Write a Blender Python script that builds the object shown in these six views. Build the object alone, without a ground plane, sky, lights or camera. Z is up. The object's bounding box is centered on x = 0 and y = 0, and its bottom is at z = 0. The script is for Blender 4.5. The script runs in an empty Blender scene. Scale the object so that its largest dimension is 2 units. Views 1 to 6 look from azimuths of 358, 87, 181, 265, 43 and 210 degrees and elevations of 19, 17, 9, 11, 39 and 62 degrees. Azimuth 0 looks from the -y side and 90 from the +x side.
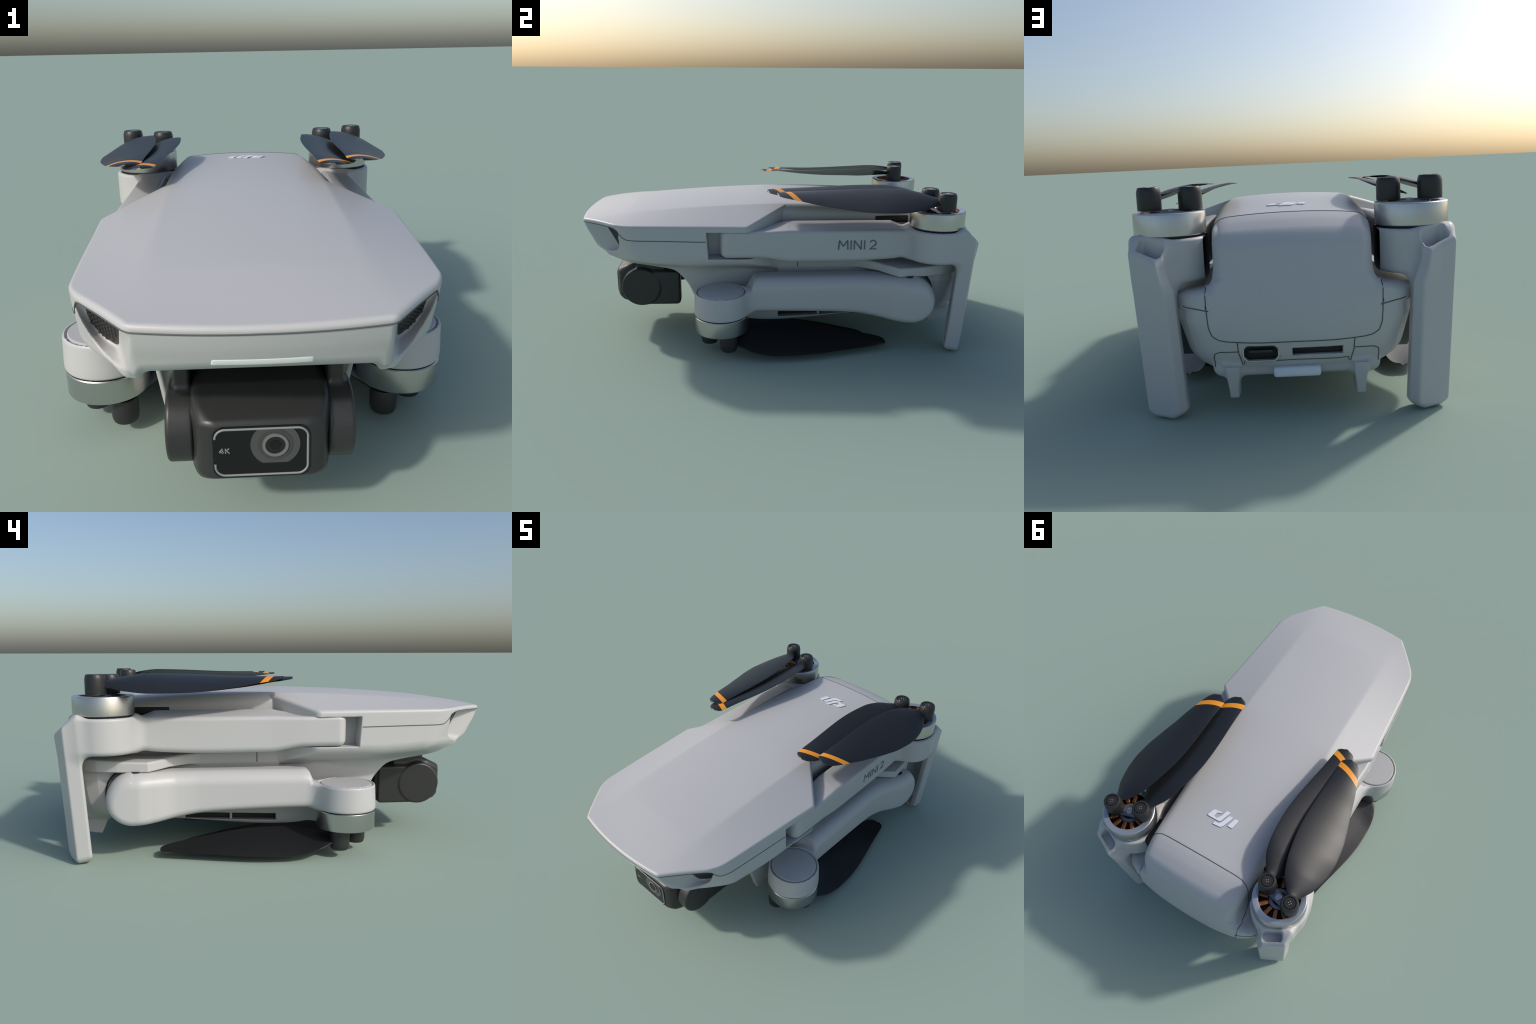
"""Folded light-grey camera drone, built part by part.
Plastic shells are described as solids (distance functions made of planes, outlines, cylinders and
fillets) and meshed with surface nets; motors are lathed, propeller blades are lofted."""
import bpy, bmesh, math, random
import numpy as np
from mathutils import Vector, Matrix

random.seed(7)
rng = np.random.default_rng(7)
F32 = np.float32

# ------------------------------------------------------------------ materials
def new_mat(name, color, rough=0.5, metal=0.0, spec=0.5, coat=0.0, noise=0.0, scale=60.0, bump=0.0):
    m = bpy.data.materials.new(name)
    m.use_nodes = True
    nt = m.node_tree
    b = nt.nodes["Principled BSDF"]
    b.inputs["Base Color"].default_value = (*color, 1)
    b.inputs["Roughness"].default_value = rough
    b.inputs["Metallic"].default_value = metal
    b.inputs["Specular IOR Level"].default_value = spec
    b.inputs["Coat Weight"].default_value = coat
    b.inputs["Coat Roughness"].default_value = 0.08
    if noise or bump:
        tc = nt.nodes.new("ShaderNodeTexCoord")
        n = nt.nodes.new("ShaderNodeTexNoise")
        n.inputs["Scale"].default_value = scale
        n.inputs["Detail"].default_value = 3
        nt.links.new(tc.outputs["Object"], n.inputs["Vector"])
        if noise:
            r = nt.nodes.new("ShaderNodeValToRGB")
            for e, k in zip(r.color_ramp.elements, (1 - noise, 1 + noise)):
                e.color = (*[min(1, c * k) for c in color], 1)
            r.color_ramp.elements[0].position = 0.3
            r.color_ramp.elements[1].position = 0.7
            nt.links.new(n.outputs["Fac"], r.inputs["Fac"])
            nt.links.new(r.outputs["Color"], b.inputs["Base Color"])
        if bump:
            bp = nt.nodes.new("ShaderNodeBump")
            bp.inputs["Strength"].default_value = bump
            bp.inputs["Distance"].default_value = 0.002
            nt.links.new(n.outputs["Fac"], bp.inputs["Height"])
            nt.links.new(bp.outputs["Normal"], b.inputs["Normal"])
    return m

M_GREY = new_mat("grey_plastic", (0.505, 0.503, 0.502), 0.42, noise=0.012, scale=180, bump=0.02)
M_GREY2 = new_mat("grey_plastic_inset", (0.46, 0.46, 0.47), 0.5, noise=0.012, scale=180)
M_GAP = new_mat("panel_gap_shadow_grey", (0.10, 0.105, 0.11), 0.7)
M_BLACK = new_mat("black_plastic", (0.028, 0.028, 0.028), 0.38, noise=0.05, scale=120)
M_HUB = new_mat("hub_black", (0.022, 0.023, 0.023), 0.42)
M_DARK = new_mat("deep_black", (0.008, 0.008, 0.009), 0.6)
M_CAP = new_mat("screw_cap_dark", (0.045, 0.04, 0.036), 0.3, metal=0.4)
M_METAL = new_mat("bell_aluminium", (0.55, 0.55, 0.53), 0.30, metal=1.0, noise=0.02, scale=90)
M_METAL_EDGE = new_mat("bell_rim", (0.42, 0.46, 0.52), 0.3, metal=0.6)  # blue tint in the base colour paints the sky reflected on the rim
M_SPIDER = new_mat("spider_metal", (0.22, 0.24, 0.28), 0.35, metal=0.6)
M_COPPER = new_mat("copper_winding", (0.42, 0.16, 0.06), 0.35, metal=0.8, noise=0.25, scale=260, bump=0.6)
M_GLASS = new_mat("lens_cover", (0.009, 0.010, 0.010), 0.22, spec=0.3)
M_LENS = new_mat("lens_bezel", (0.07, 0.07, 0.07), 0.35)
M_LENS2 = new_mat("lens_ring", (0.16, 0.16, 0.16), 0.35)
M_MARK = new_mat("marking_light", (0.24, 0.25, 0.25), 0.5)
M_WHITE = new_mat("light_bar_white", (0.78, 0.82, 0.80), 0.3)
M_LOGO = new_mat("logo_white", (0.82, 0.83, 0.86), 0.35)
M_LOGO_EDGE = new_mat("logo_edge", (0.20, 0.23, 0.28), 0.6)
M_TEXT = new_mat("lettering_grey", (0.13, 0.14, 0.145), 0.6)
M_STEEL = new_mat("port_steel", (0.55, 0.55, 0.52), 0.3, metal=0.7)
M_BLADE = new_mat("blade_black", (0.014, 0.0145, 0.016), 0.42, noise=0.06, scale=40)

def blade_top_material():
    """Dark blade with an orange stripe slanting across the tip, on the blade's own coordinates."""
    m = new_mat("blade_black_striped", (0.022, 0.024, 0.029), 0.42)
    nt = m.node_tree
    b = nt.nodes["Principled BSDF"]
    tc = nt.nodes.new("ShaderNodeTexCoord")
    sx = nt.nodes.new("ShaderNodeSeparateXYZ")
    nt.links.new(tc.outputs["Object"], sx.inputs[0])
    def mth(op, a, c):
        n = nt.nodes.new("ShaderNodeMath"); n.operation = op
        for i, v in enumerate((a, c)):
            if isinstance(v, (int, float)): n.inputs[i].default_value = v
            else: nt.links.new(v, n.inputs[i])
        return n.outputs[0]
    ab = mth("ABSOLUTE", sx.outputs[1], 0)
    curve = mth("MULTIPLY", mth("MULTIPLY", sx.outputs[1], sx.outputs[1]), 1.6)
    pos = mth("ADD", mth("ADD", sx.outputs[0], mth("MULTIPLY", sx.outputs[1], 0.52)), curve)
    mask = mth("LESS_THAN", mth("ABSOLUTE", mth("SUBTRACT", pos, 0.7356), 0), 0.0160)
    mix = nt.nodes.new("ShaderNodeMix"); mix.data_type = "RGBA"
    mix.inputs["A"].default_value = (0.0135, 0.0145, 0.0175, 1)
    mix.inputs["B"].default_value = (0.88, 0.32, 0.018, 1)
    nt.links.new(mask, mix.inputs["Factor"])
    nt.links.new(mix.outputs["Result"], b.inputs["Base Color"])
    return m
M_BLADE_TOP = blade_top_material()

# ------------------------------------------------------------------ object helpers
root = bpy.data.objects.new("folded_camera_drone", None)
bpy.context.scene.collection.objects.link(root)
root["label"] = "folded light grey camera drone with dark orange-striped propellers"
root["category"] = "drone"

def add_obj(name, me, mats, parent=None, smooth=True, matrix=None, kind=None):
    for m in (mats if isinstance(mats, (list, tuple)) else [mats]):
        if m.name not in [x.name for x in me.materials if x]:
            me.materials.append(m)
    o = bpy.data.objects.new(name, me)
    bpy.context.scene.collection.objects.link(o)
    if matrix is not None:
        o.matrix_world = matrix
    p = parent or root
    o.parent = p
    o.matrix_parent_inverse = p.matrix_world.inverted() if p is not root else Matrix()
    if smooth:
        me.polygons.foreach_set("use_smooth", np.ones(len(me.polygons), bool))
    if kind:
        o["kind"] = kind
    return o

def quads_mesh(name, V, Q):
    me = bpy.data.meshes.new(name)
    n, k = len(Q), Q.shape[1]
    me.vertices.add(len(V)); me.vertices.foreach_set("co", V.astype(F32).ravel())
    me.loops.add(n * k); me.loops.foreach_set("vertex_index", Q.astype(np.int32).ravel())
    me.polygons.add(n)
    me.polygons.foreach_set("loop_start", np.arange(0, n * k, k, dtype=np.int32))
    me.update(calc_edges=True); me.validate()
    return me

def bm_mesh(name, bm):
    me = bpy.data.meshes.new(name); bm.normal_update(); bm.to_mesh(me); bm.free(); return me

def auto_smooth(me, angle=35):
    """Mark edges sharper than the angle as sharp, everything else smooth."""
    bm = bmesh.new(); bm.from_mesh(me)
    for e in bm.edges:
        e.smooth = not (len(e.link_faces) == 2 and e.calc_face_angle(0) > math.radians(angle))
    for f in bm.faces: f.smooth = True
    bm.to_mesh(me); bm.free()
    return me

def lathe(name, prof, n=96, center=(0, 0, 0), axis="z", flip=False):
    """Closed or open profile of (r, z) turned about an axis through center."""
    bm = bmesh.new(); rings = []
    for r, z in prof:
        if r < 1e-6: rings.append([bm.verts.new((0, 0, z))])
        else: rings.append([bm.verts.new((r * math.cos(2 * math.pi * i / n), r * math.sin(2 * math.pi * i / n), z)) for i in range(n)])
    for a, b in zip(rings, rings[1:]):
        for i in range(n):
            j = (i + 1) % n
            q = [a[i % len(a)], a[j % len(a)], b[j % len(b)], b[i % len(b)]]
            q = list(dict.fromkeys(q))
            if len(q) > 2: bm.faces.new(q)
    bmesh.ops.recalc_face_normals(bm, faces=bm.faces)
    if axis == "x": bm.transform(Matrix.Rotation(math.pi / 2, 4, "Y"))
    if axis == "y": bm.transform(Matrix.Rotation(-math.pi / 2, 4, "X"))
    if flip: bm.transform(Matrix.Rotation(math.pi, 4, "X"))
    bm.transform(Matrix.Translation(center))
    return auto_smooth(bm_mesh(name, bm), 32)

def rbox(name, c, size, r=0.01, seg=3, rot=None, taper=None):
    bm = bmesh.new()
    bmesh.ops.create_cube(bm, size=1)
    bmesh.ops.scale(bm, vec=size, verts=bm.verts)
    if taper:
        for v in bm.verts:
            if v.co.z < 0: v.co.x *= taper[0]; v.co.y *= taper[1]
    if r: bmesh.ops.bevel(bm, geom=bm.edges, offset=r, segments=seg, profile=0.5, affect="EDGES")
    if rot: bm.transform(rot.to_4x4())
    bm.transform(Matrix.Translation(c))
    return auto_smooth(bm_mesh(name, bm), 40)

def tube(path, r, n=8, closed=False):
    """Verts and quads of a round tube along a path of points."""
    P = np.asarray(path, float)
    T = np.gradient(P, axis=0) if not closed else np.roll(P, -1, 0) - np.roll(P, 1, 0)
    T /= np.linalg.norm(T, axis=1)[:, None] + 1e-12
    ref = np.array([0.3, 0.2, 0.93])
    A = np.cross(T, ref); A /= np.linalg.norm(A, axis=1)[:, None] + 1e-12
    B = np.cross(T, A)
    th = np.arange(n) * 2 * np.pi / n
    V = P[:, None] + r * (np.cos(th)[None, :, None] * A[:, None] + np.sin(th)[None, :, None] * B[:, None])
    m = len(P); Q = []
    for i in range(m if closed else m - 1):
        for j in range(n):
            k = (i + 1) % m
            Q.append((i * n + j, i * n + (j + 1) % n, k * n + (j + 1) % n, k * n + j))
    return V.reshape(-1, 3), np.array(Q)

def prism(name, outline, depth, mat_fn):
    """Flat outline (list of 2D points) given a depth; mat_fn maps (u, v, w) to space."""
    bm = bmesh.new()
    a = [bm.verts.new(mat_fn(u, v, 0)) for u, v in outline]
    b = [bm.verts.new(mat_fn(u, v, depth)) for u, v in outline]
    bm.faces.new(a); bm.faces.new(b[::-1])
    for i in range(len(a)):
        j = (i + 1) % len(a); bm.faces.new((a[j], a[i], b[i], b[j]))
    bmesh.ops.recalc_face_normals(bm, faces=bm.faces)
    bmesh.ops.triangulate(bm, faces=[f for f in bm.faces if len(f.verts) > 4])
    return bm_mesh(name, bm)

# ------------------------------------------------------------------ solids: distance functions
def smax(a, b, r):
    return np.minimum(np.maximum(a, b), -r) + np.hypot(np.maximum(a + r, 0), np.maximum(b + r, 0))

def smin(a, b, k):
    h = np.maximum(k - np.abs(a - b), 0) / k
    return np.minimum(a, b) - h * h * k * 0.25

def curve(*pts):
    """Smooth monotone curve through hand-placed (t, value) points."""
    t = np.array([p[0] for p in pts], float); v = np.array([p[1] for p in pts], float)
    h = np.diff(t); d = np.diff(v) / h
    m = np.zeros_like(v); m[0], m[-1] = d[0], d[-1]
    for i in range(1, len(v) - 1):
        if d[i - 1] * d[i] > 0:
            w1, w2 = 2 * h[i] + h[i - 1], h[i] + 2 * h[i - 1]
            m[i] = (w1 + w2) / (w1 / d[i - 1] + w2 / d[i])
    tt = np.linspace(t[0], t[-1], 1200)
    k = np.clip(np.searchsorted(t, tt) - 1, 0, len(h) - 1)
    s = (tt - t[k]) / h[k]
    vv = (v[k] * (2 * s**3 - 3 * s**2 + 1) + h[k] * m[k] * (s**3 - 2 * s**2 + s)
          + v[k + 1] * (3 * s**2 - 2 * s**3) + h[k] * m[k + 1] * (s**3 - s**2))
    return lambda q: np.interp(q, tt, vv).astype(F32)

def line(*pts):
    t = [p[0] for p in pts]; v = [p[1] for p in pts]
    return lambda q: np.interp(q, t, v).astype(F32)

def poly(px, py, pts):
    """Signed distance to a 2D polygon."""
    n = len(pts); d = None; s = None
    for i in range(n):
        (ax, ay), (bx, by) = pts[i], pts[(i + 1) % n]
        ex, ey = bx - ax, by - ay
        wx, wy = px - ax, py - ay
        t = np.clip((wx * ex + wy * ey) / (ex * ex + ey * ey), 0, 1)
        dd = (wx - ex * t) ** 2 + (wy - ey * t) ** 2
        d = dd if d is None else np.minimum(d, dd)
        c = ((ay <= py) & (by > py) & (ex * wy - ey * wx > 0)) | ((ay > py) & (by <= py) & (ex * wy - ey * wx < 0))
        s = c if s is None else s ^ c
    return np.where(s, -1, 1).astype(F32) * np.sqrt(d).astype(F32)

def box(x, y, z, c, hs, r=0.0):
    qx, qy, qz = np.abs(x - c[0]) - hs[0] + r, np.abs(y - c[1]) - hs[1] + r, np.abs(z - c[2]) - hs[2] + r
    return np.sqrt(np.maximum(qx, 0) ** 2 + np.maximum(qy, 0) ** 2 + np.maximum(qz, 0) ** 2) + np.minimum(np.maximum(qx, np.maximum(qy, qz)), 0) - r

def gradient(f, P, e=8e-4):
    g = np.empty_like(P)
    for k in range(3):
        d = np.zeros(3); d[k] = e
        A, B = P + d, P - d
        g[:, k] = f(A[:, 0], A[:, 1], A[:, 2]) - f(B[:, 0], B[:, 1], B[:, 2])
    return g / (2 * e)

def project(f, P, it=3, lim=0.01):
    P = np.asarray(P, float).copy()
    for _ in range(it):
        v = f(P[:, 0], P[:, 1], P[:, 2]); g = gradient(f, P)
        step = v[:, None] * g / (np.sum(g * g, 1)[:, None] + 1e-6)
        ln = np.linalg.norm(step, axis=1)[:, None]
        P -= step * np.minimum(1, lim / (ln + 1e-9))
    return P

def solid(f, lo, hi, h, mirror=False):
    """Surface nets: mesh the zero set of f inside a box. With mirror, f is even in x and lo[0] is -hi[0]."""
    n = [int(round((b - a) / h)) + 1 for a, b in zip(lo, hi)]
    if mirror:
        half = n[0] // 2; n[0] = 2 * half
        xs = (np.arange(half) + 0.5) * h
        lo = (-xs[-1], lo[1], lo[2])
    else:
        xs = lo[0] + np.arange(n[0]) * h
    ys = lo[1] + np.arange(n[1]) * h; zs = lo[2] + np.arange(n[2]) * h
    Fv = f(xs.astype(F32)[:, None, None], ys.astype(F32)[None, :, None], zs.astype(F32)[None, None, :])
    Fv = np.ascontiguousarray(np.broadcast_to(Fv, (len(xs), n[1], n[2])), dtype=F32)
    if mirror: Fv = np.concatenate([Fv[::-1], Fv], 0)
    S = Fv < 0
    C = np.zeros(tuple(k - 1 for k in n), np.int8)
    corners = [(i, j, k) for i in (0, 1) for j in (0, 1) for k in (0, 1)]
    for i, j, k in corners:
        C += S[i:n[0] - 1 + i, j:n[1] - 1 + j, k:n[2] - 1 + k]
    act = np.argwhere((C > 0) & (C < 8))
    idx = np.full(C.shape, -1, np.int32); idx[tuple(act.T)] = np.arange(len(act))
    val = np.stack([Fv[act[:, 0] + i, act[:, 1] + j, act[:, 2] + k] for i, j, k in corners], 1)
    acc = np.zeros((len(act), 3)); cnt = np.zeros(len(act))
    for a in range(8):
        for b in range(a + 1, 8):
            ca, cb = np.array(corners[a]), np.array(corners[b])
            if np.abs(ca - cb).sum() != 1: continue
            m = (val[:, a] < 0) != (val[:, b] < 0)
            t = val[m, a] / (val[m, a] - val[m, b])
            acc[m] += ca + t[:, None] * (cb - ca); cnt[m] += 1
    V = np.array(lo) + (act + acc / cnt[:, None]) * h
    Q = []
    for ax in range(3):
        sl0 = [slice(1, k - 1) for k in n]; sl1 = list(sl0)
        sl0[ax] = slice(0, n[ax] - 1); sl1[ax] = slice(1, n[ax])
        a, b = S[tuple(sl0)], S[tuple(sl1)]
        e = np.argwhere(a != b); inside = a[tuple(e.T)]
        off = np.ones(3, int); off[ax] = 0
        e = e + off
        u, v = (ax + 1) % 3, (ax + 2) % 3
        def cell(du, dv):
            q = e.copy(); q[:, u] -= du; q[:, v] -= dv
            return idx[tuple(q.T)]
        q = np.stack([cell(1, 1), cell(0, 1), cell(0, 0), cell(1, 0)], 1)
        q[~inside] = q[~inside][:, ::-1]
        Q.append(q)
    Q = np.concatenate(Q)
    V = project(f, V, 3, h)
    return V, Q

def split_parts(f, V, Q, region, names, mats, parents=None):
    """Cut one smooth surface into named parts by face region; all keep the whole surface's normals."""
    N = gradient(f, V); N /= np.linalg.norm(N, axis=1)[:, None] + 1e-9
    cen = V[Q].mean(1); reg = region(cen[:, 0], cen[:, 1], cen[:, 2]); out = []
    for i, name in enumerate(names):
        q = Q[reg == i]
        if not len(q): out.append(None); continue
        used, inv = np.unique(q, return_inverse=True)
        me = quads_mesh(name, V[used], inv.reshape(q.shape))
        o = add_obj(name, me, mats[i], parents[i] if parents else None)
        me.normals_split_custom_set_from_vertices(N[used].tolist())
        out.append(o)
    return out

# ------------------------------------------------------------------ the body: hood, hull, shelf, battery door
ridge_z = curve((-1.05, .644), (-.975, .651), (-.85, .665), (-.70, .681), (-.546, .6935), (-.255, .7105), (0, .7180), (.2, .7165), (.4, .711), (.56, .7035), (.70, .696), (.776, .6905), (.83, .677), (.88, .655), (.93, .625), (1.05, .54))
ridge_x = curve((-1.05, .26), (-.3, .262), (0, .264), (.4, .256), (.62, .246), (.8, .234), (1.0, .222))
side_x = curve((-1.1, .37), (-.85, .413), (-.78, .428), (-.735, .435), (-.622, .445), (-.468, .456), (-.313, .466), (-.157, .477), (.3, .505))
lean = curve((.0, .34), (.40, .16), (.455, .094), (.483, .068), (.52, .054), (.551, .039), (.60, .015), (.645, .0), (.8, -.02))
front_bottom = curve((-1.1, .505), (-.9, .486), (-.868, .476), (-.82, .456), (-.772, .436), (-.62, .402), (-.4, .375), (0, .37))
chine_x = line((-1.0, .335), (-.75, .305), (-.5, .27), (-.3, .25))   # where the underside starts to rise towards the flank
column_x = line((-1, .30), (.35, .298), (.62, .290), (.82, .280), (1.0, .265))
rear_y = curve((.0, .90), (.10, .92), (.16, .940), (.20, .958), (.25, .978), (.30, .990), (.36, .992), (.42, .985), (.50, .967), (.60, .943), (.68, .917), (.75, .89))
cheek_y = curve((.03, -.350), (.06, -.362), (.11, -.385), (.18, -.409), (.245, -.433), (.308, -.461), (.354, -.497), (.388, -.536), (.405, -.60), (.44, -.75), (.47, -.85))
hull_bottom = curve((-.6, .050), (-.4, .056), (-.2, .067), (0, .083), (.2, .101), (.4, .121), (.6, .136), (.85, .140), (1.0, .150))
shelf_top = curve((-.4, .487), (-.15, .478), (.08, .455), (.45, .441), (.6, .437), (.85, .447), (1.05, .455))
shelf_low = curve((-.4, .40), (.1, .400), (.45, .400), (.6, .392), (.9, .39))

CH_N = (.781, -.625)      # outward direction of the chamfered front corner, in plan
PIVOT = (.652, .281)      # front-arm hinge axis (y, z)
scoop_low = curve((.0, .497), (.27, .495), (.315, .495), (.345, .504), (.378, .532), (.403, .585), (.418, .625))  # lower rim of the corner scoop

def grille_y(a, z):
    return -.800 + .85 * (a - .32) - .45 * (z - .55)

def top_surface(a, y):
    zr, xr = ridge_z(y), ridge_x(y)
    crown = .011 * np.clip((y + 1.0) / .25, 0, 1)
    zc = zr + crown * (1 - (a / xr) ** 2)
    slope = (ridge_z(np.minimum(y, .2)) - .648) / (side_x(y) - xr)
    zf = zr - slope * (a - xr)
    return smin(zc, zf, .002)

def fore_shape(x, y, z):
    a = np.abs(x)
    yl = y - lean(z)
    side = a - side_x(y)
    ch = (CH_N[0] * (a - .345) + CH_N[1] * (yl + .878)) / 1.04
    nose = (-yl - 1.0 + .37 * np.minimum(a, .32) ** 2) / 1.1
    f = smax(smax(side, ch, .028), nose, .008)
    f = smax(f, (front_bottom(y) + .42 * np.maximum(a - chine_x(y), 0) - z) * .93, .035)
    f = smax(f, (z - top_surface(a, y)) / 1.04, .012)
    diag = .711 * (a - .477) + .703 * (y + .157)
    return smax(f, diag, .012)

def body(x, y, z):
    a = np.abs(x)
    f = fore_shape(x, y, z)
    # slot that the rear arm folds into
    slot = np.maximum(np.maximum(-.353 + .06 * (.6 - z) - y, np.abs(z - .5535) - .0665), .37 - a)
    f = smax(f, -slot, .004)
    # column between the rear arms, closed by the battery door
    ry = rear_y(z) - .22 * np.minimum(a, .33) ** 2
    rear = (y - ry) / 1.05
    col = smax((z - top_surface(a, y)) / 1.04, a - column_x(y) - .20 * np.maximum(.53 - z, 0), .034)
    col = smax(col, -.3 + .30 * np.clip((.50 - z) / .06, 0, 1) - y, .01)
    col = np.maximum(col, .36 - z)
    f = np.minimum(f, col)
    # shelf below the rear arms, running into the wide tail
    plan = poly(a, y, [(-.1, -.16), (.30, -.16), (.325, -.06), (.328, 0), (.330, .36), (.352, .42), (.400, .50), (.488, .585), (.474, .72), (.452, .81), (.425, .868), (.375, .925), (.30, .985), (.15, 1.03), (-.1, 1.03)])
    sh = smax(plan, z - shelf_top(y) - .10 * np.maximum(.42 - a, 0), .010)
    sh = smax(sh, shelf_low(y) - z, .006)
    f = smin(f, sh, .028)
    # tail below the shelf
    plan2 = poly(a, y, [(-.1, .58), (.38, .58), (.420, .76), (.422, .81), (.408, .868), (.372, .925), (.30, .985), (.15, 1.03), (-.1, 1.03)])
    tail = smax(plan2 + .28 * np.maximum(.35 - z, 0), hull_bottom(y) + .012 - z, .095)
    tail = smax(tail, z - .43, .01)
    py, pz = y - PIVOT[0], z - PIVOT[1]
    well = np.where(py > 0, np.hypot(py, pz), np.abs(pz)) - .130
    well = np.maximum(well, .345 - a)
    tail = smax(tail, -well, .004)
    f = np.minimum(f, tail)
    bevel = .70 * (a - .246 - 1.5 * np.maximum(.50 - z, 0) + y - ry)
    f = smax(smax(f, rear, .030), bevel, .012)
    # narrow keel between the front arms, with the cheeks beside the camera
    keel = smax(a - .302 + .07 * np.maximum(.3 - z, 0), (cheek_y(z) - y) / 1.15, .012)
    keel = smax(keel, hull_bottom(y) - z, .012 + .018 * np.clip((y + .30) / .1, 0, 1))
    keel = smax(keel, y - .93, .03)
    keel = np.maximum(keel, z - .47)
    f = smin(f, keel, .012 + .022 * np.clip((-.22 - y) / .12, 0, 1))
    # camera bay under the nose
    bay = smax(a - .270 - .013 * np.clip((y + .78) / .12, 0, 1) + .07 * np.maximum(.3 - z, 0), y + .385 - .16 * np.clip((z - .27) / .05, 0, 1), .015)
    bay = smax(smax(bay, -.850 - y, .01), z - .505, .015)
    f = smax(f, -bay, .006)
    chin = smax((z - .537 + .56 * (y + .95)) / 1.15, a - .262, .020)
    f = smax(f, -chin, .014)
    # scoops with sensor grilles in the two front corners
    yl = y - lean(z)
    e = -(CH_N[0] * (a - .345) + CH_N[1] * (yl + .878))
    pk = smax((y - grille_y(a, z)) * .72, z - .630, .006)
    pk = smax(pk, (a - .413 + .55 * e) * .9, .018)
    pk = smax(pk, (scoop_low(a) + .34 * e - z) * .75, .012)
    pk = smax(pk, .262 + .30 * (y + .97) - a, .012)
    f = smax(f, -pk, .006)
    # vents low on both flanks of the keel
    vent = np.maximum(np.maximum(np.abs(y - .22) - .215, np.abs(z - .128 - .04 * np.abs(y)) - .016), .250 - a)
    f = smax(f, -vent, .004)
    # two little feet under the tail
    foot = smax(np.abs(a - .222) - .016 - .10 * np.maximum(z - .09, 0), np.maximum(.830 - .45 * (z - .058) - y, y - .925 - .25 * (z - .06)), .006)
    foot = smax(np.maximum(foot, z - .19), .054 + .16 * (y - .83) - z, .004)
    f = smin(f, foot, .030)
    return f

def body_full(x, y, z):
    """Body plus the two ports, which are not mirrored."""
    if x.ndim == 3 and x.shape[0] % 2:      # on the symmetric grid only one half needs evaluating
        half = body(np.abs(x[x.shape[0] // 2:]), y, z)
        f = np.concatenate([half[:0:-1], half], 0)
    else:
        f = body(np.abs(x), y, z)
    usb = np.maximum(np.maximum(poly(x, z, [(.060, .227), (.074, .213), (.166, .213), (.181, .227), (.181, .255), (.166, .269), (.074, .269), (.060, .255)]), .90 - y), y - 1.1)
    card = np.maximum(np.maximum(np.abs(x + .0725) - .0855, np.abs(z - .243) - .014), .90 - y)
    return np.maximum(f, -np.minimum(usb, card))

H = .005
V, Q = solid(body_full, (-.52, -1.03, .03), (.52, 1.03, .77), H)

def body_region(x, y, z):
    a = np.abs(x)
    door = (y > .776) & (z > .458) & (y > .776 + .03 * np.clip((.70 - z) / .1, 0, 1))
    door |= (y > .93) & (z > .286) & (z <= .458) & (a < .292)
    hood = ~door & (z > .575) & (y < .80)
    hood &= ~((y < -.76) & (z < .634))
    return np.where(door, 2, np.where(hood, 1, 0))

lower_hull, upper_shell, battery_door = split_parts(body_full, V, Q, body_region, ["lower_hull", "upper_shell", "battery_door"], [M_GREY] * 3)

# panel gaps: thin dark lines let into the surface
def gap(paths, r=.0022, both=True, parent=None, name="panel_gap", sink=.05):
    Vs, Qs, n0 = [], [], 0
    for p in paths:
        p = np.asarray(p, float)
        seg = np.linalg.norm(np.diff(p, axis=0), axis=1); s = np.r_[0, np.cumsum(seg)]
        t = np.linspace(0, s[-1], max(8, int(s[-1] / .008)))
        q = np.stack([np.interp(t, s, p[:, k]) for k in range(3)], 1)
        q = project(body_full, q, 4, .03)
        g = gradient(body_full, q); g /= np.linalg.norm(g, axis=1)[:, None] + 1e-9
        q -= g * r * sink
        for sgn in ((1, -1) if both else (1,)):
            v, k = tube(q * np.array([sgn, 1, 1]), r, 6)
            Vs.append(v); Qs.append(k + n0); n0 += len(v)
    me = quads_mesh(name, np.concatenate(Vs), np.concatenate(Qs))
    return add_obj(name, me, M_GAP, parent, kind="stuff")

gap([[(.455, -.36, .575), (.44, -.55, .577), (.435, -.748, .578), (.431, -.765, .586), (.425, -.78, .605), (.41, -.80, .624), (.395, -.82, .633), (.34, -.89, .635), (.27, -.968, .634), (.2, -.985, .632), (.1, -.995, .632), (0, -1.0, .632)],
     [(.33, .10, .45), (.33, .10, .405)]], parent=upper_shell)
gap([[(0, .776, .726), (.2, .776, .72), (.235, .778, .712), (.272, .790, .685), (.285, .803, .64), (.285, .806, .56), (.288, .810, .52), (.292, .835, .485), (.296, .88, .470), (.297, .915, .462), (.2975, .935, .445), (.297, .945, .42),
      (.296, .95, .39), (.291, .955, .34), (.281, .955, .307), (.262, .98, .288), (.235, .985, .283), (.12, .99, .280), (0, .995, .280)],
     [(.296, .985, .395), (.34, .955, .40), (.385, .917, .403)],
     [(.20, .985, .28), (.199, .98, .235), (.19, .97, .21), (.17, .965, .203), (0, .975, .203)],
     [(.20, .98, .243), (.265, .96, .243), (.282, .95, .236), (.288, .94, .215), (.282, .92, .185)]], parent=battery_door)

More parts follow.
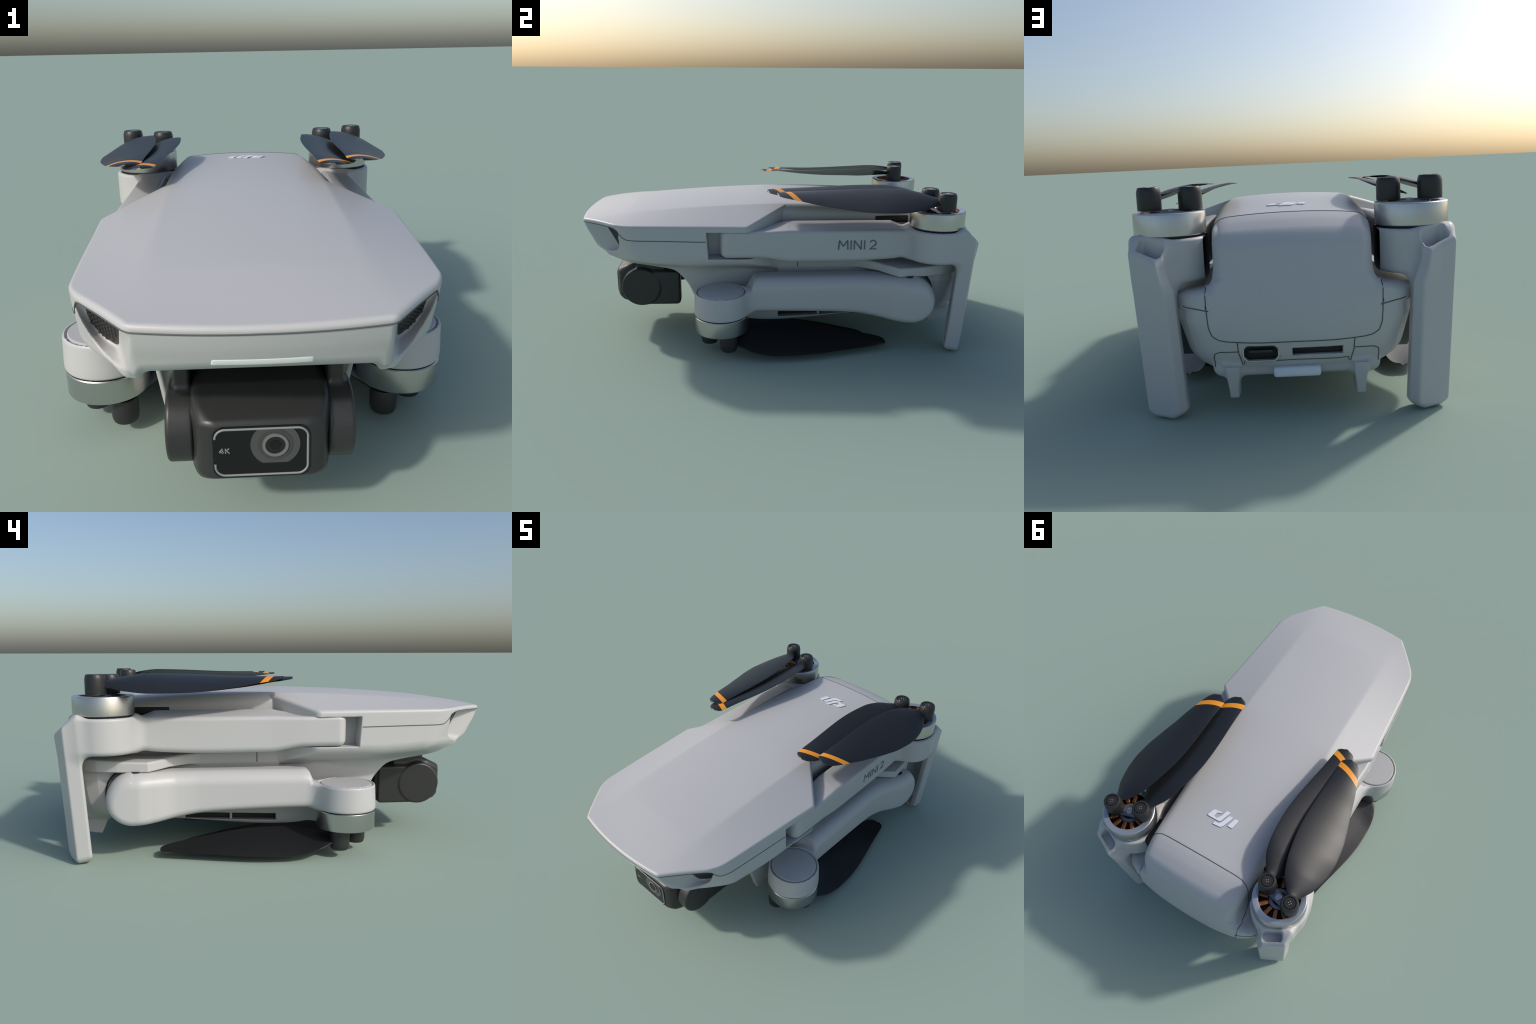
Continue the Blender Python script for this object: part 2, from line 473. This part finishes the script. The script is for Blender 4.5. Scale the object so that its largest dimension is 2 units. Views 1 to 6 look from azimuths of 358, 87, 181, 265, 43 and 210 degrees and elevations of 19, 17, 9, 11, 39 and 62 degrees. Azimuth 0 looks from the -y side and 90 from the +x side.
# port interiors
add_obj("usb_socket", rbox("usb_socket", (.1205, .922, .241), (.13, .05, .062), .006), M_DARK, lower_hull)
add_obj("usb_tongue", rbox("usb_tongue", (.1205, .950, .245), (.082, .03, .012), .003), M_BLACK, lower_hull)
rim = [(.1205 + cx + .021 * math.cos(t), .9725 - .2 * (.1205 + cx) ** 2 + .0, .241 + .0065 * sy + .021 * math.sin(t))
       for cx, sy, t0 in ((.0395, 1, 0), (-.0395, 1, 90), (-.0395, -1, 180), (.0395, -1, 270)) for t in [math.radians(t0 + k * 11.25) for k in range(9)]]
v, q = tube(rim, .0032, 8, closed=True)
add_obj("usb_rim", quads_mesh("usb_rim", v, q), M_STEEL, lower_hull)
add_obj("card_slot", rbox("card_slot", (-.0725, .925, .243), (.176, .05, .034), .003), M_DARK, lower_hull)
# rear status light / power button bar under the tail
add_obj("status_light", rbox("status_light", (-.001, .925, .166), (.163, .075, .036), .010, 4), new_mat("status_light_blue_white", (0.66, 0.72, 0.78), .35), lower_hull)
# nose light bar, bent along the nose
bm = bmesh.new(); bmesh.ops.create_cube(bm, size=1); bmesh.ops.scale(bm, vec=(.212, .02, .022), verts=bm.verts)
bmesh.ops.subdivide_edges(bm, edges=[e for e in bm.edges if abs(e.verts[0].co.x - e.verts[1].co.x) > .1], cuts=14)
bmesh.ops.bevel(bm, geom=[e for e in bm.edges if e.calc_face_angle(0) > .5], offset=.006, segments=3, profile=.5, affect="EDGES")
for v_ in bm.verts:
    v_.co.y += -.9545 + .37 * v_.co.x ** 2 + .45 * (-v_.co.z); v_.co.z += .5555
add_obj("nose_light_bar", auto_smooth(bm_mesh("nose_light_bar", bm), 50), M_WHITE, lower_hull)

# sensor grilles: plate and hexagonal bumps behind each front scoop
def grille(sgn):
    """Dark plate with a honeycomb of small bumps, lying against the back wall of the scoop."""
    n = Vector((.60, -.72, -.33)).normalized()
    at = lambda a, z, lift: Vector((sgn * (a + n.x * lift), float(grille_y(a, z)) + n.y * lift, z + n.z * lift))
    bm = bmesh.new()
    for k in (.0035, -.004):
        vs = [bm.verts.new(at(a, z, k)) for a, z in ((.265, .485), (.40, .485), (.40, .634), (.265, .634))]
        bm.faces.new(vs if k > 0 else vs[::-1])
    R = .0060
    cells = [(.272 + i * R * 1.40, .488 + (j + .5 * (i % 2)) * R * 1.90) for i in range(22) for j in range(18)]
    cells = [(a, z) for a, z in cells if a < .395 and z < .626]
    C = np.array([at(a, z, .004) for a, z in cells]); C[:, 0] = np.abs(C[:, 0])
    free = np.min([body_full(C[:, 0] + ox, C[:, 1] - .002, C[:, 2] + oz) for ox, oz in ((.005, 0), (-.005, 0), (0, .006), (0, -.006))], axis=0) > .0008
    for (a, z), ok in zip(cells, free):
        if ok:
            ring0 = [bm.verts.new(at(a + R * .76 * math.cos(k * math.pi / 3), z + R * .98 * math.sin(k * math.pi / 3), .0035)) for k in range(6)]
            ring1 = [bm.verts.new(at(a + R * .48 * math.cos(k * math.pi / 3), z + R * .62 * math.sin(k * math.pi / 3), .0062)) for k in range(6)]
            for k in range(6): bm.faces.new((ring0[k], ring0[(k + 1) % 6], ring1[(k + 1) % 6], ring1[k]))
            bm.faces.new(ring1)
    bmesh.ops.recalc_face_normals(bm, faces=bm.faces)
    add_obj("sensor_grille", bm_mesh("sensor_grille", bm), M_BLACK, lower_hull, smooth=False, kind="stuff")
for s in (1, -1): grille(s)

# dark mesh of the side vents next to the rear motors, and the keel vents with their ribs
for s in (1, -1):
    add_obj("side_vent", rbox("side_vent", (s * .288, .58, .640), (.016, .17, .036), .005), M_DARK, upper_shell)
    add_obj("keel_vent", rbox("keel_vent", (s * .245, .22, .142), (.016, .45, .06), .003), M_DARK, lower_hull)
    for yy in (.22,):
        add_obj("vent_rib", rbox("vent_rib", (s * .268, yy, .140), (.016, .012, .06), .003), M_GREY, lower_hull)

# ------------------------------------------------------------------ rear arm with motor pod and landing leg
RM = (.436, .767)         # rear motor axis
arm_out = line((-.4, .470), (-.28, .472), (-.1, .472), (.05, .466), (.6, .461), (.9, .46))
arm_low = curve((-.4, .490), (-.10, .489), (.06, .467), (.3, .466), (.56, .476), (.64, .488), (.9, .488))
TT, MM = (.90, -.436), (-.436, -.90)    # directions along and into the leg's section, in plan
leg_cx = line((0, .479), (.57, .501), (.7, .506))
leg_cy = line((0, .920), (.57, .949), (.7, .955))

def rear_arm(x, y, z):
    rise = np.clip((y + .09) / .13, 0, 1) * np.clip((.62 - y) / .06, 0, 1)
    top = z - .624 - .026 * rise * np.clip((arm_out(y) - .012 - x) / .13, -.1, 1.2) - .004 * rise
    bar = smax(x - arm_out(y), .335 - x, .02)
    bar = smax(smax(bar, -.288 - y, .040), y - .74, .02)
    bar = smax(smax(bar, top, .016), arm_low(y) - z, .028)
    rad = np.hypot(x - RM[0], y - RM[1])
    low = .478
    pod = smax(smax(rad - .143 - .006 * np.clip((.6 - z) / .1, -1, 1) * 0, low - z, .022), z - .634, .012)
    f = smin(bar, pod, .045)
    # leg
    u = (x - leg_cx(z)) * TT[0] + (y - leg_cy(z)) * TT[1]
    w = (x - leg_cx(z)) * MM[0] + (y - leg_cy(z)) * MM[1]
    dx = x - leg_cx(z)
    dx = dx - .034 * np.clip((z - .46) / .08, 0, 1) * np.clip(-dx / .09, 0, 1)
    leg = poly(dx, y - leg_cy(z), [(.045, -.033), (-.058, .017), (-.080, -.004), (-.080, -.042), (.043, -.080)]) - .011
    leg = smax(leg, z - .645 + .70 * np.clip(y - .86, 0, 1), .014)
    leg = smax(leg, -z + .5 * np.maximum(np.abs(u) - .035, 0), .020)
    hollow = np.maximum(np.maximum(np.abs(u) - .048, .018 - w), np.maximum(z - .43, .02 - z))
    f = smin(f, leg, .060)
    f = smax(f, -hollow, .006)
    # recess on top of the leg, and the seat of the motor
    pu = (x - .484) * TT[0] + (y - .917) * TT[1]; pw = (x - .484) * MM[0] + (y - .917) * MM[1]
    pocket = smax(np.abs(pu) - .047, np.abs(pw) - .021, .013)
    pocket = np.maximum(pocket, .572 - z)
    f = smax(f, -pocket, .007)
    seat = np.maximum(rad - .124, .624 - z)
    return smax(f, -seat, .003)

V, Q = solid(rear_arm, (.31, -.31, -.02), (.61, 1.01, .69), .0052)
def arm_region(x, y, z):
    return np.where((z < .47) | ((y > .865) & (z < .50)), 1, 0)
arms = {}
parts = split_parts(rear_arm, V, Q, arm_region, ["rear_arm", "landing_leg"], [M_GREY, M_GREY])
parts[1].parent = parts[0]
arms[1] = parts[0]
mir = V.copy(); mir[:, 0] *= -1
parts = split_parts(lambda x, y, z: rear_arm(-x, y, z), mir, Q[:, ::-1], arm_region, ["rear_arm", "landing_leg"], [M_GREY, M_GREY])
parts[1].parent = parts[0]
arms[-1] = parts[0]

# ------------------------------------------------------------------ front arm with motor pod
FM = (.4690, -.288)        # front motor axis
fa_up = curve((-.4, .36), (-.15, .378), (-.09, .388), (.2, .389), (.45, .389), (.652, .391), (.8, .388))
fa_lo = curve((-.4, .215), (-.11, .216), (.2, .209), (.367, .200), (.50, .181), (.60, .169), (.652, .167), (.8, .167))
fa_out = curve((-.3, .490), (0, .486), (.36, .481), (.46, .490), (.56, .527), (.63, .548), (.70, .550), (.8, .545))

def front_arm(x, y, z):
    rad = np.hypot(x - FM[0], y - FM[1])
    pod = smax(smax(rad - .1325 + .05 * np.maximum(z - .24, 0), z - .334, .012), .212 - z, .010)
    py, pz = y - PIVOT[0], z - PIVOT[1]
    r = .046 + .014 * np.clip(pz / .05, -1, 1)
    body_bar = smax(np.maximum(z - fa_up(y), fa_lo(y) - z), x - fa_out(y), r)
    body_bar = smax(body_bar, -.115 - .55 * (.40 - z) - y, .012)
    end = smax(np.hypot(np.maximum(py, 0), pz) - .114, x - fa_out(y), r)
    bar = smax(np.where(py > 0, end, body_bar), .352 - x, .012)
    f = smin(bar, pod, .055)
    dish = np.maximum(rad - .1175, .318 - z)
    f = smax(f, -dish, .004)
    # clear the scoop above the pod's lid
    clear = np.maximum(rad - .150, .336 - z)
    f = smax(f, -clear, .02)
    return f

V, Q = solid(front_arm, (.32, -.45, .13), (.64, .80, .43), .0052)
farms = {1: split_parts(front_arm, V, Q, lambda x, y, z: np.zeros(len(x), int), ["front_arm"], [M_GREY])[0]}
mir = V.copy(); mir[:, 0] *= -1
farms[-1] = split_parts(lambda x, y, z: front_arm(-x, y, z), mir, Q[:, ::-1], lambda x, y, z: np.zeros(len(x), int), ["front_arm"], [M_GREY])[0]

for s in (1, -1):
    # dark hinge disc behind the arm's round end, the small dark hole above it, the lid of the pod
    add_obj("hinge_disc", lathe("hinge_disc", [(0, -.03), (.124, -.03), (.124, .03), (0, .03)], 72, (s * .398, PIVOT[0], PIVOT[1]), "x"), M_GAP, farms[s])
    add_obj("hinge_hole", lathe("hinge_hole", [(0, 0), (.020, 0), (.020, .012), (0, .012)], 40, (s * .475, .640, .384), "z"), M_DARK, farms[s])
    add_obj("pod_lid", lathe("pod_lid", [(0, .3275), (.110, .3275), (.113, .3255), (.1145, .320)], 96, (s * FM[0], FM[1], 0)), M_GREY2, farms[s])

# ------------------------------------------------------------------ motors
def motor(cx, cy, flip, z_top, parent, detailed):
    """Bell, stator, coils and the cross plate; z runs outward from the bell's open face at 0."""
    M = Matrix.Translation((cx, cy, z_top)) @ (Matrix.Rotation(math.pi, 4, "X") if flip else Matrix())
    bell = add_obj("motor_bell", lathe("motor_bell", [(.100, -.020), (.100, -.001), (.103, 0), (.126, 0), (.129, -.002), (.1305, -.006), (.1305, -.078), (.128, -.081), (.118, -.081), (.118, -.02), (.100, -.02)], 112), M_METAL, parent, matrix=M)
    bell.data.materials.append(M_METAL_EDGE)
    for p in bell.data.polygons:
        if p.center.z > -.0022 and p.normal.z > .5: p.material_index = 1
    add_obj("motor_stator", lathe("motor_stator", [(0, -.020), (.022, -.020), (.024, -.024), (.048, -.024), (.050, -.028), (.050, -.045), (.117, -.05), (.121, -.092), (0, -.092)], 72), M_DARK, bell, matrix=M)
    ring = add_obj("stator_ring", lathe("stator_ring", [(.034, -.026), (.034, -.021), (.050, -.021), (.052, -.024), (.052, -.05)], 64), M_SPIDER, bell, matrix=M)
    me = rbox("motor_coil", (0, 0, 0), (.046, .021, .03), .004, 2)
    me.materials.append(M_COPPER)
    for k in range(12):
        a = 2 * math.pi * (k + .5) / 12
        o = bpy.data.objects.new("motor_coil", me)
        bpy.context.scene.collection.objects.link(o)
        o.parent = bell
        o.matrix_world = Matrix()
        o.matrix_parent_inverse = Matrix()
        o.matrix_local = Matrix.Rotation(a, 4, "Z") @ Matrix.Translation((.077, 0, -.030))
    return bell, M

# ------------------------------------------------------------------ propeller blades
LE = curve((0, .012), (.030, .020), (.0463, .0272), (.12, .0735), (.2224, .1075), (.30, .117), (.365, .1165), (.46, .105), (.57, .0855), (.6424, .074), (.72, .0565), (.76, .047), (.80, .032), (.820, .014), (.828, -.008))
TE = curve((0, -.014), (.030, -.022), (.06, -.045), (.1327, -.083), (.2333, -.102), (.3569, -.109), (.43, -.106), (.5237, -.0965), (.6723, -.077), (.7743, -.066), (.80, -.063), (.818, -.050), (.828, -.026))
LEZ = curve((0, -.010), (.05, -.013), (.12, -.025), (.2224, -.034), (.365, -.033), (.57, -.017), (.72, .004), (.83, .018))
TEZ = curve((0, .008), (.05, .012), (.12, .028), (.2224, .040), (.365, .037), (.57, .029), (.72, .025), (.83, .020))

def blade_mesh(name, mirror):
    """Twisted, cambered blade: x runs along the span, y across the chord, z up."""
    us = np.r_[np.linspace(.0, .12, 14), np.linspace(.13, .70, 40), .70 + .128 * np.sin(np.linspace(.05, 1, 22) * np.pi / 2)]
    nc = 17
    cs = (1 - np.cos(np.linspace(0, np.pi, nc))) / 2
    top, bot = [], []
    for u in us:
        le, te, lz, tz = float(LE(u)), float(TE(u)), float(LEZ(u)), float(TEZ(u))
        th = .0105 * (1 - u / .9) * np.clip(1.8 - u * 6, .65, 1.8) + .0016
        camber = .012 * min(1, u / .15) * (1 - .5 * u)
        for c in cs:
            y = te + (le - te) * c
            z = tz + (lz - tz) * c + camber * 4 * c * (1 - c)
            t = th * (.12 + .88 * (4 * c * (1 - c)) ** .6) / 2
            top.append((u * .973, y, z + t)); bot.append((u * .973, y, z - t))
    V = np.array(top + bot); n = len(us); off = n * nc
    Q, top_ids = [], []
    for i in range(n - 1):
        for j in range(nc - 1):
            a, b, c, d = i * nc + j, (i + 1) * nc + j, (i + 1) * nc + j + 1, i * nc + j + 1
            Q.append((a, b, c, d)); top_ids.append(1)
            Q.append((off + d, off + c, off + b, off + a)); top_ids.append(0)
        for j, flip in ((0, False), (nc - 1, True)):
            a, b = i * nc + j, (i + 1) * nc + j
            Q.append((a, off + a, off + b, b) if not flip else (b, off + b, off + a, a)); top_ids.append(1)
    for i, flip in ((0, True), (n - 1, False)):
        for j in range(nc - 1):
            a, d = i * nc + j, i * nc + j + 1
            Q.append((a, off + a, off + d, d) if flip else (d, off + d, off + a, a)); top_ids.append(1)
    Q = np.array(Q)
    if mirror:
        V[:, 1] *= -1; Q = Q[:, ::-1]
    me = quads_mesh(name, V, Q)
    me.materials.append(M_BLADE); me.materials.append(M_BLADE_TOP_MIRROR if mirror else M_BLADE_TOP)
    me.polygons.foreach_set("material_index", np.array(top_ids, np.int32))
    return auto_smooth(me, 50)

M_BLADE_TOP_MIRROR = M_BLADE_TOP.copy(); M_BLADE_TOP_MIRROR.name = "blade_black_striped_mirrored"
for n in M_BLADE_TOP_MIRROR.node_tree.nodes:
    if n.type == "MATH" and n.operation == "MULTIPLY" and abs(n.inputs[1].default_value - .52) < 1e-6: n.inputs[1].default_value = -.52
BLADE = {1: blade_mesh("propeller_blade", False), -1: blade_mesh("propeller_blade", True)}
HUB = lathe("blade_hub", [(0, -.041), (.0425, -.041), (.0435, -.036), (.0435, .020), (.0425, .028), (.0395, .0385), (.0375, .0410), (.0355, .0415), (.0300, .0415), (.0300, .034), (0, .034)], 56)
HUB.materials.append(M_HUB)
CAP = lathe("screw_cap", [(0, .0405), (.0255, .0405), (.0268, .0390), (.0268, .030)], 48)
CAP.materials.append(M_CAP)
def cross_pin(name):
    bm = bmesh.new()
    for ox, oy in ((.0, .007), (.0, -.007), (.007, 0), (-.007, 0)):
        bmesh.ops.create_icosphere(bm, subdivisions=1, radius=.0027, matrix=Matrix.Translation((ox, oy, .0405)))
    return bm_mesh(name, bm)
PIN = cross_pin("screw_recess"); PIN.materials.append(M_METAL)

def linked(name, me, parent, M):
    o = bpy.data.objects.new(name, me)
    bpy.context.scene.collection.objects.link(o)
    o.matrix_world = M; o.parent = parent
    o.matrix_parent_inverse = Matrix() if parent is root else parent.matrix_world.inverted()
    return o

def propeller(hub, tip, z, side, flip, droop=0.0):
    """One blade with its hub: hub and tip in plan, z of the hub's middle; flip hangs it upside down."""
    d = Vector((tip[0] - hub[0], tip[1] - hub[1], 0)).normalized()
    up = Vector((0, 0, -1 if flip else 1))
    v = up.cross(d)
    R = Matrix(((d.x, v.x, up.x), (d.y, v.y, up.y), (d.z, v.z, up.z))).to_4x4()
    M = Matrix.Translation((hub[0], hub[1], z)) @ R
    MB = M @ Matrix.Rotation(-droop, 4, 'Y')
    # leading edge (+y of the plain blade) must face away from the body when upright
    outward = v.x * side > 0
    hand = 1 if outward != flip else -1
    b = linked("propeller_blade", BLADE[hand], root, MB)
    bpy.context.view_layer.update()
    linked("blade_hub", HUB, b, M)
    linked("screw_cap", CAP, b, M)
    linked("screw_recess", PIN, b, M)

HZ = .771
for s in (1, -1):
    bell, M = motor(s * RM[0], RM[1], False, .7225, None, True)
    off = Vector((.0705 * s, .0195, 0)); c = Vector((s * RM[0] - s * .006, RM[1], 0))
    outer, inner = c + off, c - off
    tips = {1: ((.404, -.01), (.303, -.05)), -1: ((-.419, -.02), (-.374, -.055))}[s]
    propeller(outer, tips[0], HZ, s, False)
    propeller(inner, tips[1], HZ - .004, s, False)
    plate = rbox("cross_plate", (0, 0, 0), (.15, .052, .012), .004, 2, Matrix.Rotation(math.atan2(off.y, off.x), 3, "Z"))
    add_obj("cross_plate", plate, M_SPIDER, arms[s], matrix=Matrix.Translation((c.x, c.y, .718)))
    add_obj("shaft_pin", lathe("shaft_pin", [(0, .731), (.014, .731), (.016, .729), (.016, .71)], 32, (c.x, c.y, 0)), M_METAL_EDGE, arms[s])
    # front motor hangs below its pod
    bell, M = motor(s * FM[0], FM[1], True, .128, None, False)
    c = Vector((s * (FM[0] - .002), FM[1] - .014, 0)); off = Vector((s * .053, .0485, 0))
    propeller(c + off, (s * .422, .56), .850 - HZ, s, True, .030)
    propeller(c - off, (s * .345, .46), .850 - HZ, s, True, .030)
    plate = rbox("cross_plate", (0, 0, 0), (.15, .052, .012), .004, 2, Matrix.Rotation(math.atan2(off.y, off.x), 3, "Z"))
    add_obj("cross_plate", plate, M_SPIDER, farms[s], matrix=Matrix.Translation((c.x, c.y, .133)))

# ------------------------------------------------------------------ gimbal and camera
def camera_shape(x, y, z):
    a = np.abs(x)
    prof = poly(y, z, [(-.829, .322), (-.742, .363), (-.64, .366), (-.610, .34), (-.610, .20), (-.63, .184), (-.78, .184), (-.815, .190), (-.829, .200)]) - .023
    f = smax(prof + .014, a - .156, .014) - .014
    return smax(f, .80 * (a - .140) - .60 * (y + .853), .030)
V, Q = solid(camera_shape, (-.20, -.89, .09), (.20, -.56, .42), .004)
cam = split_parts(camera_shape, V, Q, lambda x, y, z: np.zeros(len(x), int), ["camera_housing"], [M_BLACK])[0]

def drum_shape(x, y, z):
    drum = np.hypot(y + .712, z - .264) - .1015
    blk = smax(smax(np.abs(z - .258) - .093, -.74 - y, .01), y + .508, .022)
    f = smin(smax(smax(drum, x - .230, .010), .163 - x, .008), smax(smax(np.maximum(blk, -.70 - y), x - .224, .012), .163 - x, .008), .006)
    sh = smax(smax(np.abs(y + .66) - .075, np.abs(z - .38) - .09, .02), np.abs(x - .190) - .020, .01)
    return smin(f, sh, .02)
V, Q = solid(drum_shape, (.16, -.84, .13), (.27, -.47, .50), .004)
split_parts(drum_shape, V, Q, lambda x, y, z: np.zeros(len(x), int), ["gimbal_arm"], [M_BLACK])
mir = V.copy(); mir[:, 0] *= -1
split_parts(lambda x, y, z: drum_shape(-x, y, z), mir, Q[:, ::-1], lambda x, y, z: np.zeros(len(x), int), ["gimbal_arm"], [M_BLACK])
add_obj("gimbal_axle", lathe("gimbal_axle", [(0, -.19), (.09, -.19), (.09, .19), (0, .19)], 64, (0, -.712, .264), "x"), M_DARK, cam)
add_obj("gimbal_mount", rbox("gimbal_mount", (0, -.40, .40), (.12, .26, .09), .02), M_DARK)

def rounded_rect(hw, hh, r, n=8):
    pts = []
    for cx, cz, t0 in ((hw - r, hh - r, 0), (-hw + r, hh - r, 90), (-hw + r, -hh + r, 180), (hw - r, -hh + r, 270)):
        pts += [(cx + r * math.cos(math.radians(t0 + 90 * k / n)), cz + r * math.sin(math.radians(t0 + 90 * k / n))) for k in range(n + 1)]
    return pts
GC = (-.001, .261)        # middle of the lens cover (x, z)
on_face = lambda u, v, w: (GC[0] + u, -.845 - w, GC[1] + v)
add_obj("lens_cover", prism("lens_cover", rounded_rect(.114, .069, .026), .0085, on_face), M_GLASS, cam, smooth=False)
fr = rounded_rect(.1085, .0625, .024, 10)
path = [(GC[0] + u, -.8535, GC[1] + v) for u, v in fr]
# open the bright frame line on its outer side, where the lettering stands
dense = []
for i in range(len(path)):
    a_, b_ = np.array(path[i]), np.array(path[(i + 1) % len(path)])
    for t in np.linspace(0, 1, 8, endpoint=False): dense.append(a_ + (b_ - a_) * t)
dense = np.array(dense)
open_at = int(np.argmin(np.abs(dense[:, 0] - dense[:, 0].min()) + np.abs(dense[:, 2] - .264)))
dense = np.roll(dense, -open_at, 0)
keep = ~((dense[:, 0] < -.1) & (np.abs(dense[:, 2] - .264) < .026))
v, q = tube(dense[keep], .0030, 6)
add_obj("lens_frame_line", quads_mesh("lens_frame_line", v, q), M_MARK, cam)

LX, LZ = .031, .281
def disc(name, r, y, mat, depth=.002, clip=None, n=72, cx=LX, cz=LZ):
    pts = [(r * math.cos(2 * math.pi * k / n), r * math.sin(2 * math.pi * k / n)) for k in range(n)]
    if clip: pts = [(u, max(-clip[1], min(clip[0], v))) for u, v in pts]
    add_obj(name, prism(name, pts, depth, lambda u, v, w: (cx + u, y - w, cz + v)), mat, cam, smooth=False)
def ring(name, r0, r1, y0, y1, mat):
    add_obj(name, lathe(name, [(r0, y1), (r0, y0), (r1, y0), (r1, y1), (r0, y1)], 72, (LX, 0, LZ), "y"), mat, cam)
disc("lens_plate", .058, -.8537, M_LENS, .0015, (.040, .050))
disc("lens_disc", .041, -.8555, new_mat("lens_cone", (.055, .055, .055), .3), .001)
ring("lens_ring", .0235, .0305, -.8596, -.8561, M_LENS2)
disc("lens_pupil", .0240, -.8563, M_DARK, .0012)
disc("lens_glint", .013, -.8577, M_GLASS, .001)

# ------------------------------------------------------------------ lettering
def strokes(name, segs, width, depth, fn):
    """Letters made of straight and curved strokes of one width."""
    bm = bmesh.new()
    for s in segs:
        P = [Vector(p) for p in s]; L, R = [], []
        for i, p in enumerate(P):
            d0 = (P[i] - P[i - 1]).normalized() if i else (P[1] - P[0]).normalized()
            d1 = (P[i + 1] - P[i]).normalized() if i < len(P) - 1 else d0
            n = Vector((-(d0.y + d1.y), d0.x + d1.x)).normalized()
            k = width / 2 / max(.45, n.dot(Vector((-d0.y, d0.x))))
            L.append(p + n * k); R.append(p - n * k)
        for i in range(len(P) - 1):
            q = [L[i], R[i], R[i + 1], L[i + 1]]
            a = [bm.verts.new(fn(c.x, c.y, 0)) for c in q]; b = [bm.verts.new(fn(c.x, c.y, depth)) for c in q]
            bm.faces.new(a); bm.faces.new(b[::-1])
            for j in range(4): bm.faces.new((a[(j + 1) % 4], a[j], b[j], b[(j + 1) % 4]))
    bmesh.ops.recalc_face_normals(bm, faces=bm.faces)
    return bm_mesh(name, bm)

# lettering on the right arm's outer face: M I N I 2, cap height 1, laid out left to right
two = [(1.0 * .30 * math.cos(math.radians(t)) + 3.55, .69 + .29 * math.sin(math.radians(t))) for t in range(165, -41, -15)]
two += [(3.28, .06), (3.92, .06)]
word = [[(.07, 0), (.14, 1.0)], [(.14, 1.0), (.55, .38)], [(.55, .38), (.96, 1.0)], [(.96, 1.0), (1.03, 0)], [(1.33, 0), (1.33, 1)],
        [(1.66, 0), (1.66, 1)], [(1.66, .97), (2.36, .03)], [(2.36, 0), (2.36, 1)], [(2.70, 0), (2.70, 1)], two]
SC, Y0, Z0 = .0465, .280, .5305
def on_arm(u, v, w):
    yy = Y0 + u * SC * 1.04
    return (float(arm_out(np.array([yy]))[0]) - .0008 + w, yy, Z0 + v * SC + .0)
add_obj("arm_lettering", strokes("arm_lettering", word, .135, .0022, on_arm), M_TEXT, arms[1], smooth=False)

four_k = [[(.62, 0), (.62, 1)], [(.62, 1), (.02, .26)], [(.02, .26), (.85, .26)], [(1.15, 0), (1.15, 1)], [(1.15, .42), (1.8, 1)], [(1.35, .55), (1.85, 0)]]
add_obj("camera_lettering", strokes("camera_lettering", four_k, .2, .001, lambda u, v, w: (-.1005 + u * .0132, -.8537 - w, .2600 + v * .0135)), M_MARK, cam, smooth=False)

# raised emblem on the hood: three slanted strokes; u to the left of the drone (-x), v towards the nose (-y)
def emblem_pt(u, v, w):
    x, y = .089 - u, .611 - v
    return (x, y, float(top_surface(np.array([abs(x)]), np.array([y]))[0]) - .001 + w)
def emblem(name, mat, grow, depth):
    d_ = [(0.0, .029), (.012, .064), (.020, .071), (.060, .074), (.058, .067), (.038, .061), (.032, .039), (.052, .036), (.066, .060), (.075, .091), (.098, .094), (.086, .058), (.078, .033), (.070, .026), (.010, .026)]
    j_ = [(.048, 0), (.052, .016), (.074, .017), (.082, .026), (.090, .046), (.101, .075), (.124, .077), (.112, .044), (.100, .012), (.090, .003)]
    i_ = [(.119, .026), (.132, .076), (.156, .077), (.146, .026)]
    bm = bmesh.new()
    for pts in (d_, j_, i_):
        cx = sum(p[0] for p in pts) / len(pts); cy = sum(p[1] for p in pts) / len(pts)
        P = [Vector(p) for p in pts]; n = len(P)
        if grow:
            out = []
            for k in range(n):
                e0 = (P[k] - P[k - 1]).normalized(); e1 = (P[(k + 1) % n] - P[k]).normalized()
                nn = Vector((-(e0.y + e1.y), e0.x + e1.x)); nn = nn.normalized() if nn.length > 1e-6 else Vector((0, 0))
                out.append(P[k] + nn * grow)
            P = out
        a = [bm.verts.new(emblem_pt(p.x, p.y, 0)) for p in P]; b = [bm.verts.new(emblem_pt(p.x, p.y, depth)) for p in P]
        bm.faces.new(a); bm.faces.new(b[::-1])
        for k in range(n): bm.faces.new((a[(k + 1) % n], a[k], b[k], b[(k + 1) % n]))
    bmesh.ops.recalc_face_normals(bm, faces=bm.faces)
    bmesh.ops.triangulate(bm, faces=[f for f in bm.faces if len(f.verts) > 4])
    add_obj(name, bm_mesh(name, bm), mat, upper_shell, smooth=False)
emblem("hood_emblem", M_LOGO, 0, .0050)
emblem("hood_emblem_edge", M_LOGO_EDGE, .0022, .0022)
